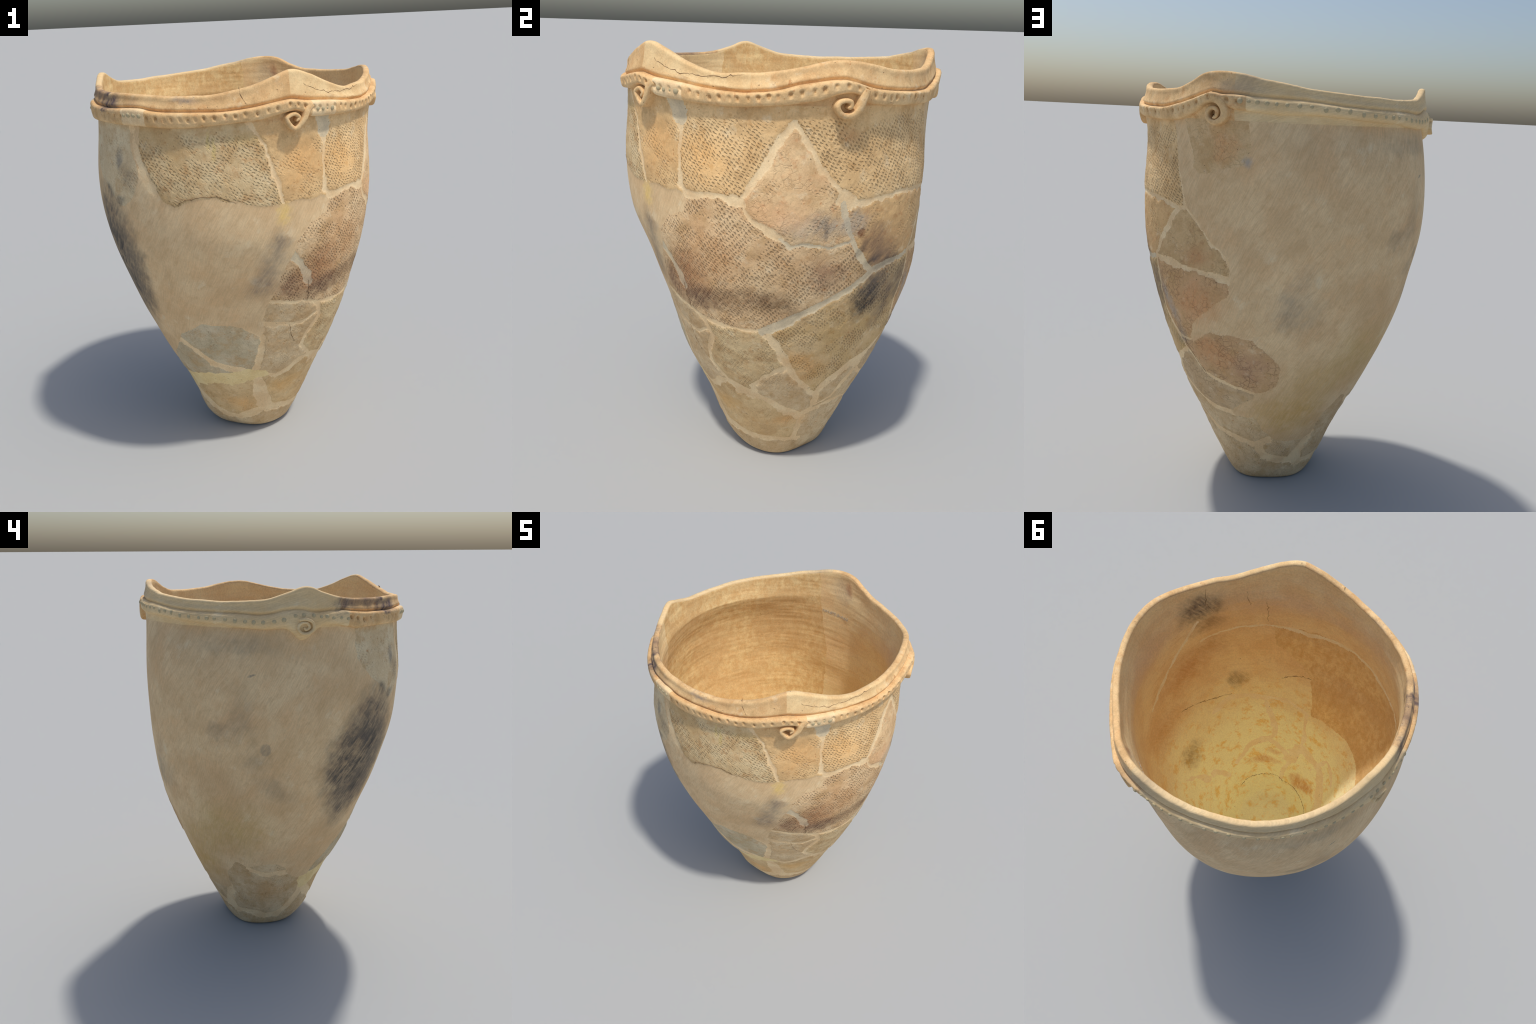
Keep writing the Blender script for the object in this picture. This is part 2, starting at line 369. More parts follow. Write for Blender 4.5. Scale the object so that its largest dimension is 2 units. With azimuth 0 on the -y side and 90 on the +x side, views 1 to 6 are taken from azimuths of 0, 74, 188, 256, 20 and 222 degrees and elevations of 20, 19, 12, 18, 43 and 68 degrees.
grid = np.stack(under[::-1] + rows)      # rows x NT x 3
n_under = len(under)
# normals over the whole closed wall
dt = np.roll(grid, -1, 1) - np.roll(grid, 1, 1)
dp = np.pad(grid, ((1, 1), (0, 0), (0, 0)), 'edge'); ds = dp[2:] - dp[:-2]
N = np.cross(dt, ds); N /= np.linalg.norm(N, axis=2, keepdims=True) + 1e-12
N[0] = (0, 0, -1); N[-1] = (0, 0, 1)

# face kinds for the full grid
KIND = np.zeros((grid.shape[0] - 1, NT), int)
w0 = n_under; w1 = w0 + n_wall - 1
KIND[:w0] = 3                            # underside
KIND[w0:w1] = piece
KIND[w1:w0 + n_rim - 1] = 4              # rim
KIND[w0 + n_rim - 1:] = 5                # inside
# inside: filled joints, coil cracks and the modern plaster lining
r0i = w0 + n_rim - 1
IC = (grid[r0i:-1] + grid[r0i + 1:]) / 2; IC = (IC + np.roll(IC, -1, 1)) / 2
IX, IY, IZ = IC[..., 0], IC[..., 1], IC[..., 2]
ID = np.degrees(np.arctan2(IY - .03, IX)) % 360; IR = np.hypot(IX, IY)
iq1, iq2, iq3 = noise3(IX, IY, IZ, 22, 131, 3), noise3(IX, IY, IZ, 22, 141, 3), noise3(IX, IY, IZ, 8, 151, 2)
IN_JOINTS = [(.018, 6, [(345, .40), (335, .43), (325, .485), (307, .53), (294, .47), (280, .42)]), (.016, 6, [(309, .82), (301.5, .623), (303, .56), (307, .53)]),
             (.045, 6, [(280, .45), (274, .55), (265, .53), (251, .51), (238, .47), (224, .42), (205, .36)]), (.012, 6, [(277.5, .85), (276, .72), (274, .6)]),
             (.020, 6, [(251, .51), (246, .615), (236, .60), (228, .56)]), (.016, 6, [(281, .41), (287, .30), (290, .22)]),
             (.020, 6, [(13, .47), (6, .42), (2, .36)]), (.020, 6, [(36, .69), (26, .58), (20, .48)]), (.018, 6, [(345, .86), (332, .905), (320, .88), (309, .86), (295, .88), (279, .85)]),
             (.010, 6, [(285, 1.47), (300, 1.505), (320, 1.50), (340, 1.47)]), (.012, 6, [(200, 1.45), (230, 1.49), (262, 1.50), (285, 1.47)]),
             (.010, 6, [(340, 1.66), (352, 1.52), (5, 1.40), (20, 1.30)])]
wz_i, wd_i = IZ + iq1 * .014, ID + np.degrees(iq2 * .014 / np.maximum(IR, .1))
ik = KIND[r0i:]
lining = [(303, 1.50), (302.6, 1.333), (281, 1.12), (275, .86), (243.5, .89), (218, .86), (180, .78), (120, .72), (86, .85), (80, 1.1), (79, 1.43), (84, 1.7), (88, 2.2), (192, 2.2), (196, 1.62), (230, 1.50), (262, 1.50)]
la = [p[0] for p in lining]; lz = [p[1] for p in lining]; inl = np.zeros(IZ.shape, bool)
for i in range(len(la)):
    a0, a1, z0, z1 = la[i], la[(i + 1) % len(la)], lz[i], lz[(i + 1) % len(la)]
    if z0 == z1: continue
    inl ^= ((z0 > wz_i) != (z1 > wz_i)) & (wd_i < a0 + (wz_i - z0) / (z1 - z0) * (a1 - a0))
ik[inl] = 8
for hw, kd, course in IN_JOINTS:
    a = np.degrees(np.unwrap(np.radians([p[0] for p in course]))); v = np.array([p[1] for p in course])
    dt_ = (wd_i - a.mean() + 180) % 360 - 180 + a.mean(); best = np.full(dt_.shape, 9.)
    for i in range(len(a) - 1):
        kk = IR * math.pi / 180
        px, py = (dt_ - a[i]) * kk, (wz_i - v[i]); sx, sy = (a[i + 1] - a[i]) * kk, v[i + 1] - v[i]
        t = np.clip((px * sx + py * sy) / (sx * sx + sy * sy + 1e-9), 0, 1)
        best = np.minimum(best, np.hypot(px - t * sx, py - t * sy))
    ik[best < hw * (.9 + .6 * iq1 + .8 * iq3)] = kd

# ------------------------------------------------------------------ materials
def lin(h):
    c = [int(h[i:i + 2], 16) / 255 for i in (0, 2, 4)]
    return tuple(x / 12.92 if x < .04045 else ((x + .055) / 1.055)**2.4 for x in c) + (1,)


class Nodes:
    def __init__(self, tree):
        self.t = tree; self.n = tree.nodes; self.l = tree.links
    def add(self, kind, **kw):
        n = self.n.new(kind)
        for k, v in kw.items(): setattr(n, k, v)
        return n
    def put(self, sock, v):
        if v is None: return
        if isinstance(v, bpy.types.NodeSocket): self.l.new(v, sock)
        else: sock.default_value = v
    def math(self, op, a, b=None, c=None, clamp=False):
        n = self.add('ShaderNodeMath', operation=op, use_clamp=clamp)
        for s, v in zip(n.inputs, (a, b, c)): self.put(s, v)
        return n.outputs[0]
    def vec(self, op, a, b=None, scale=None):
        n = self.add('ShaderNodeVectorMath', operation=op)
        self.put(n.inputs[0], a); self.put(n.inputs[1], b)
        if scale is not None: self.put(n.inputs['Scale'], scale)
        return n.outputs['Value'] if op in ('LENGTH', 'DISTANCE', 'DOT_PRODUCT') else n.outputs['Vector']
    def noise(self, vec, scale, detail=3, rough=.55, dist=0):
        n = self.add('ShaderNodeTexNoise'); self.put(n.inputs['Vector'], vec)
        for k, v in (('Scale', scale), ('Detail', detail), ('Roughness', rough), ('Distortion', dist)): self.put(n.inputs[k], v)
        return n.outputs['Fac'], n.outputs['Color']
    def ramp(self, v, a, b, lo=0., hi=1., smooth=True):
        n = self.add('ShaderNodeMapRange', interpolation_type='SMOOTHSTEP' if smooth else 'LINEAR')
        for s, x in zip(n.inputs, (v, a, b, lo, hi)): self.put(s, x)
        return n.outputs[0]
    def mix(self, f, a, b, mode='MIX'):
        n = self.add('ShaderNodeMix', data_type='RGBA', blend_type=mode)
        self.put(n.inputs[0], f); self.put(n.inputs[6], a); self.put(n.inputs[7], b)
        return n.outputs[2]
    def mapping(self, vec, loc=(0, 0, 0), rot=(0, 0, 0), scale=(1, 1, 1), kind='POINT'):
        n = self.add('ShaderNodeMapping', vector_type=kind)
        self.put(n.inputs['Vector'], vec); n.inputs['Location'].default_value = loc
        n.inputs['Rotation'].default_value = rot; n.inputs['Scale'].default_value = scale
        return n.outputs[0]


def surface_point(deg, z, off=0.):
    th = np.array([math.radians(deg)]); x, y, r = wall_xy(th, np.array([min(z, 1.8)]))
    return Vector((float(x[0] + (r[0] + off) * math.cos(th[0])), float(y[0] + (r[0] + off) * math.sin(th[0])), z))


# soot, fire clouds and tints on the outside: (deg, z, half width, half height, lean, colour, strength, inner edge)
STAINS = [
    (225.4, 1.638, .035, .062, 0, '4a4c50', .75, .1), (231, 1.57, .06, .08, 20, '5f564c', .55, .1),
    (217, 1.485, .03, .05, -40, '4a463f', .75, .1), (224, 1.445, .055, .03, -15, '403c3a', .8, .1),
    (212, 1.34, .19, .19, 25, '544c42', .95, .35), (209, 1.12, .24, .30, 14, '49433c', 1., .45), (214, .90, .15, .24, 18, '544c42', .92, .35),
    (223, 1.12, .10, .34, 6, '5d5448', .85, .25), (211, 1.10, .03, .14, 25, '35322f', .7, .2), (217, 1.22, .025, .12, 25, '35322f', .7, .2), (215, .98, .025, .10, 25, '38342f', .7, .2),
    (281, 1.04, .10, .10, 20, '61544a', .75, .1), (288, 1.265, .09, .075, 45, '63584c', .75, .1), (285, 1.16, .09, .15, 30, '74685a', .6, .1),
    (306, 1.07, .15, .17, 35, '7d573c', .8, .2), (311, .985, .20, .075, -18, '4a352b', .80, .1), (293, 1.0, .07, .10, 0, '5e4030', .75, .2), (318, 1.18, .24, .17, -20, 'a0764e', .5, .1),
    (340, .995, .17, .075, 15, '57432f', .75, .1), (328, 1.0, .2, .09, 0, '6d5138', .6, .1), (359, 1.125, .12, .10, 20, '6d4d3b', .75, .1),
    (18.4, 1.01, .085, .125, 15, '262729', .98, .45), (23, 1.10, .14, .16, 20, '4f4641', .75, .1), (33, 1.0, .10, .22, 25, '4a423d', .85, .2),
    (12.8, 1.235, .025, .06, 40, '2c2d30', .9, .2), (19.5, 1.185, .075, .026, -25, '2b2c2f', .95, .2), (27.5, 1.16, .07, .035, 0, '323031', .9, .1),
    (18, 1.265, .10, .085, 20, '66503e', .85, .3), (25, 1.22, .12, .10, 0, '6d5847', .6, .1),
    (359, 1.345, .09, .07, 0, '7d7568', .75, .1), (9, 1.36, .11, .065, -10, '7c7870', .75, .2), (350, 1.33, .12, .07, 0, '8a8172', .6, .1), (0, 1.33, .016, .045, 0, '3d3c3d', .8, .1),
    (12.5, 1.311, .022, .024, 0, '64432a', .95, .6),
    (102.5, 1.08, 0.075, 0.192, 35, '6a645b', 0.35, .1), (102, .98, 0.0625, 0.108, 10, '57524c', 0.38, .1), (109, 1.0, 0.125, 0.132, 0, '6f6659', 0.32, .1),
    (154, 1.5, 0.08750000000000001, 0.12, 0, '8a785c', 0.32, .1), (153, 1.37, 0.075, 0.144, 10, '685c4e', 0.32, .1), (144, 1.30, 0.0625, 0.072, 0, '60574c', 0.35, .2), (148, 1.31, 0.1, 0.084, 0, '6c6050', 0.27, .1),
    (161, 1.17, 0.1, 0.084, 0, '685e50', 0.32, .1), (159, 1.25, 0.0375, 0.12, 0, '70644f', 0.27, .1), (164.3, 1.229, .028, .032, 0, '716657', .7, .75), (174, .985, 0.125, 0.06, 35, '6a5d4c', 0.32, .1), (168, 1.02, 0.125, 0.048, 35, '6e6252', 0.27, .1),
    (157.8, 1.591, .03, .007, -10, '45474a', .8, .2), (152, 1.72, .25, .06, 0, '7d6f5a', .5, .1),
    (290, 1.38, .05, .06, 20, 'b59a57', .7, .1), (110, .44, .22, .16, 0, '98793f', .65, .2), (147, .75, .28, .24, 0, '8f7740', .5, .1), (120, .62, .2, .2, 0, '9a8048', .4, .1),
    (298, 1.60, .13, .13, 0, 'bd8a55', .55, .1), (320, 1.58, .16, .14, 0, 'c08c56', .6, .2), (6, 1.694, .07, .04, 10, '9a7048', .7, .1), (345, 1.38, .16, .08, 0, 'bd8f6a', .5, .1),
    (68, .765, .13, .10, -10, 'a5734a', .6, .2), (85, .72, .11, .10, 0, '8a6a58', .5, .1), (61, 1.0, .15, .13, 0, 'a5734a', .6, .2), (62, 1.2, .13, .07, 0, '9a6c48', .5, .1), (45, .96, .04, .14, -20, '83807a', .7, .2), (48, .80, .06, .05, 0, '6b675f', .7, .1),
    (74, 1.69, .08, .08, 0, 'a8764a', .6, .1), (83, 1.64, .03, .03, 0, '6f7478', .6, .1),
    (262, 1.735, .012, .05, 0, 'a08d4d', .5, .3), (264.5, 1.70, .012, .06, 0, 'a08d4d', .5, .3), (275, 1.73, .1, .03, 0, 'a38f60', .4, .1),
    (350, .70, .09, .07, 30, 'a9793f', .5, .1), (358, .62, .11, .12, 0, 'ad7d4a', .45, .1), (356, .29, .12, .07, 0, 'b1824c', .5, .1), (262, .23, .12, .07, 0, 'b58a55', .6, .1), (300, .33, .12, .08, 0, 'b58c52', .5, .1), (172, .28, .12, .09, 0, '99703f', .5, .1),
]
RIM_STAINS = [(196, 1.90, .07, .05, 0, '4b3f3c', .9, .3), (206, 1.90, .09, .05, 0, '5b4c42', .85, .3), (217, 1.89, .09, .045, 0, '42383a', .95, .4),
              (223, 1.89, .04, .05, 0, '4a3f42', .85, .2), (253, 1.895, .07, .02, 0, '6f6763', .7, .1), (233, 1.885, .05, .03, 0, '9c8060', .5, .1),
              (85, 1.95, .12, .08, 0, '84725c', .6, .1), (77, 1.93, .10, .06, 0, '8a7660', .6, .1)]


def stain_group(name, stains, gain=1.9):
    g = bpy.data.node_groups.new(name, 'ShaderNodeTree')
    for nm, io, ty in (('Color', 'INPUT', 'NodeSocketColor'), ('Color', 'OUTPUT', 'NodeSocketColor')):
        g.interface.new_socket(name=nm, in_out=io, socket_type=ty)
    k = Nodes(g)
    gi, go = k.add('NodeGroupInput'), k.add('NodeGroupOutput')
    pos = k.add('ShaderNodeTexCoord').outputs['Object']
    w = k.noise(pos, 7, 4, .6)[1]; w2 = k.noise(pos, 40, 2, .6)[1]
    off = k.vec('SCALE', k.vec('SUBTRACT', w, (.5, .5, .5)), scale=.16)
    off2 = k.vec('SCALE', k.vec('SUBTRACT', w2, (.5, .5, .5)), scale=.022)
    soft = k.vec('ADD', pos, k.vec('ADD', off, off2))
    hard = k.vec('ADD', pos, k.vec('ADD', k.vec('SCALE', off, scale=.25), off2))
    sp = k.add('ShaderNodeSeparateXYZ'); k.put(sp.inputs[0], pos)
    cv = k.add('ShaderNodeCombineXYZ'); k.put(cv.inputs[0], k.math('MULTIPLY', k.math('ARCTAN2', sp.outputs[1], sp.outputs[0]), .62)); k.put(cv.inputs[1], sp.outputs[2])
    scr = k.noise(k.mapping(k.mapping(cv.outputs[0], rot=(0, 0, math.radians(-58))), scale=(9, 55, 1)), 1.4, 4, .65)[0]
    grain = k.math('MULTIPLY', k.ramp(k.noise(pos, 22, 4, .65)[0], .3, .62, .62, 1.), k.ramp(scr, .35, .6, .62, 1.))
    col = gi.outputs[0]
    for deg, z, hw, hh, lean, hexc, st, inner in stains:
        p = surface_point(deg, z, 0 if z < 1.8 else -.01); a = math.radians(deg)
        t = Vector((-math.sin(a), math.cos(a), 0)); n = Vector((math.cos(a), math.sin(a), 0)); u = Vector((0, 0, 1))
        c, s = math.cos(math.radians(lean)), math.sin(math.radians(lean))
        t2, u2 = t * c - u * s, u * c + t * s
        rot = Matrix((t2, n, u2)).transposed().to_euler()
        small = min(hw, hh) < .045
        m = k.mapping(hard if small else soft, p, rot, (hw, .30, hh), 'TEXTURE')
        f = k.ramp(k.vec('LENGTH', m), 1.15, inner, 0, st)
        col = k.mix(k.math('MULTIPLY', f, grain), col, tuple(min(.9, gain * v) for v in lin(hexc)[:3]) + (1,))
    k.put(go.inputs[0], col)
    return g


def cord_group():
    """rows of small oval cord impressions; Vector = (arc, height, 0) in metres"""
    g = bpy.data.node_groups.new('cord_impressions', 'ShaderNodeTree')
    g.interface.new_socket(name='Vector', in_out='INPUT', socket_type='NodeSocketVector')
    g.interface.new_socket(name='Wear', in_out='INPUT', socket_type='NodeSocketFloat')
    g.interface.new_socket(name='Dent', in_out='OUTPUT', socket_type='NodeSocketFloat')
    k = Nodes(g); gi, go = k.add('NodeGroupInput'), k.add('NodeGroupOutput')
    v = gi.outputs[0]
    d = k.vec('SCALE', k.vec('SUBTRACT', k.noise(v, 14, 2, .5)[1], (.5, .5, .5)), scale=.03)
    d2 = k.vec('SCALE', k.vec('SUBTRACT', k.noise(v, 70, 2, .5)[1], (.5, .5, .5)), scale=.010)
    sx = k.add('ShaderNodeSeparateXYZ'); k.put(sx.inputs[0], k.vec('ADD', v, k.vec('ADD', d, d2)))
    u = k.math('DIVIDE', sx.outputs[1], .0185)         # across the rows
    w = k.math('DIVIDE', sx.outputs[0], .0128)         # along the rows
    row = k.math('FLOOR', u)
    wn = k.add('ShaderNodeTexWhiteNoise', noise_dimensions='1D'); k.put(wn.inputs['W'], row)
    w = k.math('ADD', w, k.math('MULTIPLY', wn.outputs['Value'], .8))
    fu = k.math('SUBTRACT', k.math('FRACT', u), .5); fw = k.math('SUBTRACT', k.math('FRACT', w), .5)
    fw = k.math('ADD', fw, k.math('MULTIPLY', fu, -.35))
    cell = k.add('ShaderNodeTexWhiteNoise', noise_dimensions='2D')
    cv = k.add('ShaderNodeCombineXYZ'); k.put(cv.inputs[0], row); k.put(cv.inputs[1], k.math('FLOOR', w)); k.put(cell.inputs['Vector'], cv.outputs[0])
    dist = k.math('SQRT', k.math('ADD', k.math('POWER', k.math('MULTIPLY', fu, .85), 2.), k.math('POWER', k.math('MULTIPLY', fw, 1.3), 2.)))
    size = k.math('ADD', .27, k.math('MULTIPLY', cell.outputs['Value'], .22))
    dent = k.ramp(dist, size, .1, 0, 1)
    worn = k.noise(v, 9, 4, .6)[0]
    keep = k.ramp(worn, gi.outputs[1], k.math('ADD', gi.outputs[1], .14), 0, 1)
    k.put(go.inputs[0], k.math('MULTIPLY', dent, keep))
    return g


STAIN = stain_group('fire_clouds', STAINS)
RIMSTAIN = stain_group('rim_soot', RIM_STAINS)
CORD = cord_group()


def new_material(name):
    m = bpy.data.materials.new(name); m.use_nodes = True
    k = Nodes(m.node_tree); k.n.clear()
    out = k.add('ShaderNodeOutputMaterial'); b = k.add('ShaderNodeBsdfPrincipled')
    k.l.new(b.outputs[0], out.inputs[0])
    b.inputs['Roughness'].default_value = .85; b.inputs['Specular IOR Level'].default_value = .25
    pos = k.add('ShaderNodeTexCoord').outputs['Object']
    sp = k.add('ShaderNodeSeparateXYZ'); k.put(sp.inputs[0], pos)
    arc = k.math('MULTIPLY', k.math('ARCTAN2', sp.outputs[1], sp.outputs[0]), .62)
    cv = k.add('ShaderNodeCombineXYZ'); k.put(cv.inputs[0], arc); k.put(cv.inputs[1], sp.outputs[2])
    return m, k, b, pos, cv.outputs[0], sp


def apply_group(k, g, col):
    n = k.add('ShaderNodeGroup'); n.node_tree = g; k.put(n.inputs[0], col); return n.outputs[0]


def set_bump(k, b, height, dist, strength=1.):
    n = k.add('ShaderNodeBump'); n.inputs['Strength'].default_value = strength; n.inputs['Distance'].default_value = dist
    k.put(n.inputs['Height'], height); k.put(b.inputs['Normal'], n.outputs[0])


def sherd_material(name, light, dark, spot, angle=58, wear=.42, dent=1., crackle=0., stain=STAIN, mott='c39d6c'):
    m, k, b, pos, flat, sp = new_material(name)
    big = k.ramp(k.noise(pos, 6, 5, .6)[0], .33, .67)
    col = k.mix(big, lin(light), lin(dark))
    mid = k.ramp(k.noise(pos, 26, 4, .65)[0], .52, .72)
    col = k.mix(k.math('MULTIPLY', mid, .55), col, lin(spot))
    pale = k.ramp(k.noise(k.vec('ADD', pos, (3, 1, 2)), 17, 4, .65)[0], .55, .75, 0, .5)
    col = k.mix(pale, col, lin('efdcb6'))
    blot = k.ramp(k.noise(k.vec('ADD', pos, (8, 3, 5)), 12, 6, .72)[0], .46, .66, 0, .6)
    col = k.mix(blot, col, lin(mott))
    col = apply_group(k, stain, col)
    rust = k.ramp(k.noise(k.vec('ADD', pos, (4, 6, 1)), 42, 3, .6)[0], .66, .74, 0, .55)
    col = k.mix(rust, col, lin('b8743c'))
    fine = k.noise(pos, 150, 3, .7)[0]
    height = k.math('MULTIPLY', fine, .25)
    if dent > 0:
        gr = k.add('ShaderNodeGroup'); gr.node_tree = CORD
        k.put(gr.inputs[0], k.mapping(flat, rot=(0, 0, math.radians(-angle)))); k.put(gr.inputs[1], wear)
        zn = k.math('ADD', sp.outputs[2], k.math('MULTIPLY', k.math('SUBTRACT', k.noise(pos, 8, 3)[0], .5), .14))
        dn = k.math('MULTIPLY', gr.outputs[0], k.ramp(zn, 1.765, 1.715))
        col = k.mix(k.math('MULTIPLY', dn, .36 * dent), col, k.mix(.66, col, lin('4a3320')))
        height = k.math('SUBTRACT', height, k.math('MULTIPLY', dn, dent))
    if crackle > 0:
        vo = k.add('ShaderNodeTexVoronoi', feature='DISTANCE_TO_EDGE')
        wv = k.vec('ADD', pos, k.vec('SCALE', k.noise(pos, 20, 3)[1], scale=.06))
        k.put(vo.inputs['Vector'], wv); vo.inputs['Scale'].default_value = 34
        line = k.ramp(vo.outputs['Distance'], .09, .0, 0, crackle)
        line = k.math('MULTIPLY', line, k.ramp(k.noise(pos, 11, 3)[0], .38, .6))
        col = k.mix(line, col, lin('80603f')); height = k.math('SUBTRACT', height, line)
    pit = k.ramp(k.noise(pos, 75, 2, .6)[0], .70, .78)
    col = k.mix(k.math('MULTIPLY', pit, .6), col, lin('6a4a33')); height = k.math('SUBTRACT', height, k.math('MULTIPLY', pit, .7))
    tint = k.ramp(fine, .3, .7, .93, 1.07)
    hs = k.add('ShaderNodeHueSaturation'); k.put(hs.inputs['Value'], tint); k.put(hs.inputs['Color'], col)
    k.put(b.inputs['Base Color'], hs.outputs[0])
    set_bump(k, b, height, .0040)
    return m


def plaster_material(name, light, dark, warm, stain=STAIN, angle=52):
    m, k, b, pos, flat, sp = new_material(name)
    wob = k.vec('ADD', flat, k.vec('SCALE', k.noise(pos, 2.5, 3)[1], scale=.07))
    br = k.mapping(k.mapping(wob, rot=(0, 0, math.radians(-angle))), scale=(3.5, 30, 1))
    stroke = k.noise(br, 1.6, 5, .68)[0]
    br2 = k.mapping(k.mapping(wob, rot=(0, 0, math.radians(-angle - 14))), scale=(9, 150, 1))
    fine = k.noise(br2, 1.4, 3, .6)[0]
    big = k.ramp(k.noise(pos, 4.2, 5, .62)[0], .25, .75, .1, .8)
    col = k.mix(big, lin(light), lin(dark))
    mid = k.ramp(k.noise(k.vec('ADD', pos, (5, 2, 0)), 7, 5, .65)[0], .45, .7)
    col = k.mix(k.math('MULTIPLY', mid, .6), col, lin(warm))
    mott = k.ramp(k.noise(k.vec('ADD', pos, (2, 9, 4)), 28, 4, .7)[0], .48, .68, 0, .35)
    col = k.mix(mott, col, lin(dark))
    col = k.mix(k.ramp(stroke, .48, .68, 0, .38), col, lin(dark))
    pale = k.math('MULTIPLY', k.ramp(k.noise(k.vec('ADD', pos, (1, 7, 3)), 9, 4, .6)[0], .58, .72), k.ramp(stroke, .35, .6))
    col = k.mix(k.math('MULTIPLY', pale, .5), col, lin('f0dfba'))
    col = apply_group(k, stain, col)
    gr = k.noise(pos, 120, 3, .7)[0]
    v = k.math('ADD', k.ramp(fine, .3, .7, .93, 1.07), k.ramp(gr, .3, .7, -.04, .04))
    hs = k.add('ShaderNodeHueSaturation'); k.put(hs.inputs['Value'], v); k.put(hs.inputs['Color'], col)
    k.put(b.inputs['Base Color'], hs.outputs[0])
    set_bump(k, b, k.math('ADD', k.math('MULTIPLY', stroke, .5), k.math('MULTIPLY', fine, .6)), .0016)
    return m


def filler_material(name, a, c, stain=None):
    m, k, b, pos, flat, sp = new_material(name)
    col = k.mix(k.ramp(k.noise(pos, 12, 4, .6)[0], .35, .65), lin(a), lin(c))
    if stain: col = k.mix(.55, col, apply_group(k, stain, col))
    pit = k.ramp(k.noise(pos, 60, 2, .6)[0], .70, .76)
    col = k.mix(k.math('MULTIPLY', pit, .5), col, lin('6a5a48'))
    g = k.noise(pos, 140, 3, .7)[0]
    hs = k.add('ShaderNodeHueSaturation'); k.put(hs.inputs['Value'], k.ramp(g, .3, .7, .92, 1.06)); k.put(hs.inputs['Color'], col)
    k.put(b.inputs['Base Color'], hs.outputs[0])
    set_bump(k, b, k.math('SUBTRACT', k.math('MULTIPLY', g, .4), pit), .003)
    return m


def inside_material(name, lined=False):
    m, k, b, pos, flat, sp = new_material(name)
    z = sp.outputs[2]
    fl = k.mapping(k.vec('ADD', flat, k.vec('SCALE', k.noise(pos, 6, 3)[1], scale=.05)), scale=(4, 20, 1))
    smear = k.noise(fl, 2.2, 5, .65)[0]
    col = k.mix(k.ramp(k.noise(pos, 5, 5, .65)[0], .35, .65), lin('f8dda9'), lin('eecb96'))
    col = k.mix(k.ramp(smear, .45, .72, 0, .32), col, lin('e4b87c'))
    # lower bowl paler and yellower than the wall above
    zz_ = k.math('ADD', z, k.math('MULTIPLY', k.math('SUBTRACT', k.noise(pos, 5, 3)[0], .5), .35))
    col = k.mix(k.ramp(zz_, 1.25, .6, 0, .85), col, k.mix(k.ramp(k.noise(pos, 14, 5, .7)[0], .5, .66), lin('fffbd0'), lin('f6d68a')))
    # smooth modern plaster lining
    brush = k.noise(k.mapping(flat, scale=(16, 11, 1)), 1.6, 6, .72)[0]
    pcol = k.mix(k.ramp(brush, .35, .65), lin('f4d79e'), lin('e2b97e'))
    pcol = k.mix(k.ramp(k.noise(pos, 4, 3)[0], .4, .6, 0, .5), pcol, lin('d8b07a'))
    if lined: col = pcol
    col = apply_group(k, INSTAIN, col)
    g = k.noise(pos, 110, 3, .7)[0]
    pit = k.ramp(k.noise(pos, 85, 2, .6)[0], .72, .78)
    col = k.mix(k.math('MULTIPLY', pit, .6), col, lin('5a4028'))
    hs = k.add('ShaderNodeHueSaturation'); k.put(hs.inputs['Value'], k.ramp(g, .3, .7, .92, 1.07)); k.put(hs.inputs['Color'], col)
    k.put(b.inputs['Base Color'], hs.outputs[0])
    set_bump(k, b, k.math('ADD', k.math('MULTIPLY', smear, .6), k.math('MULTIPLY', g, .3)), .002)
    return m


INSTAIN = stain_group('inside_soot', [
    (341, 1.75, .16, .14, 0, '4d4338', .9, .2), (339, 1.60, .14, .07, 0, '6b5236', .7, .1), (326.5, 1.036, .075, .085, 0, '6f5f45', .8, .15),
    (15, .741, .11, .11, 0, '7a6542', .75, .1), (255, .30, .13, .08, 30, '9c6430', .85, .4), (310, .36, .14, .04, 0, 'a06a34', .7, .2), (300, .44, .06, .03, 0, 'a06a34', .6, .2), (356, 1.3, .24, .18, 0, '96622f', .6, .1), (20, 1.1, .25, .2, 0, '9a6a38', .5, .1), (210, 1.2, .3, .3, 0, '96703c', .45, .1), (338, 1.40, .12, .12, 0, '8a5c30', .5, .1), (68, 1.90, .03, .06, 10, '8a5430', .8, .1), (72, 1.88, .1, .09, 0, '8a7a66', .6, .1),
    (218, 1.88, .07, .05, 0, '5e5048', .8, .2), (300, 1.7, .35, .10, 0, 'ad957a', .5, .2), (20, 1.7, .35, .11, 0, 'ad957a', .5, .2), (255, 1.72, .3, .12, 0, 'ad957a', .5, .2)])

M_RIMFILL = plaster_material('rim_plaster', 'efd5a6', 'dbbc8c', 'e4c088', RIMSTAIN, 4)
M_FILL = filler_material('cream_joint_filler', 'f5d9ab', 'e9c797', STAIN)
M_GREY = filler_material('grey_joint_filler', 'e6d2ad', 'd2c0a0', STAIN)
M_YEL = filler_material('yellow_fill', 'f5dca4', 'ebce93')
M_CRACK = filler_material('open_crack', '8a6c4c', '6e563e')
M_IN = inside_material('inner_clay')
M_LINE = inside_material('inner_plaster', True)
M_INCRACK = filler_material('inner_crack', '8a6a44', '6b5236')
M_INFILLER = filler_material('inner_filler', 'fbecca', 'f6e0b4')
M_NOTCH = sherd_material('notch_dirt', 'd6ac78', 'bb9260', '98713f', dent=0, stain=RIMSTAIN)
M_RIMMEND = filler_material('cream_rim_plaster', 'efd09c', 'e2bd88')
M_BASE = sherd_material('foot_clay', 'e2c797', 'd0ae7c', 'c69a64', dent=0, stain=RIMSTAIN)
M_RIM = sherd_material('rim_clay', 'efcb95', 'ddb27c', 'd09a62', dent=0, stain=RIMSTAIN)
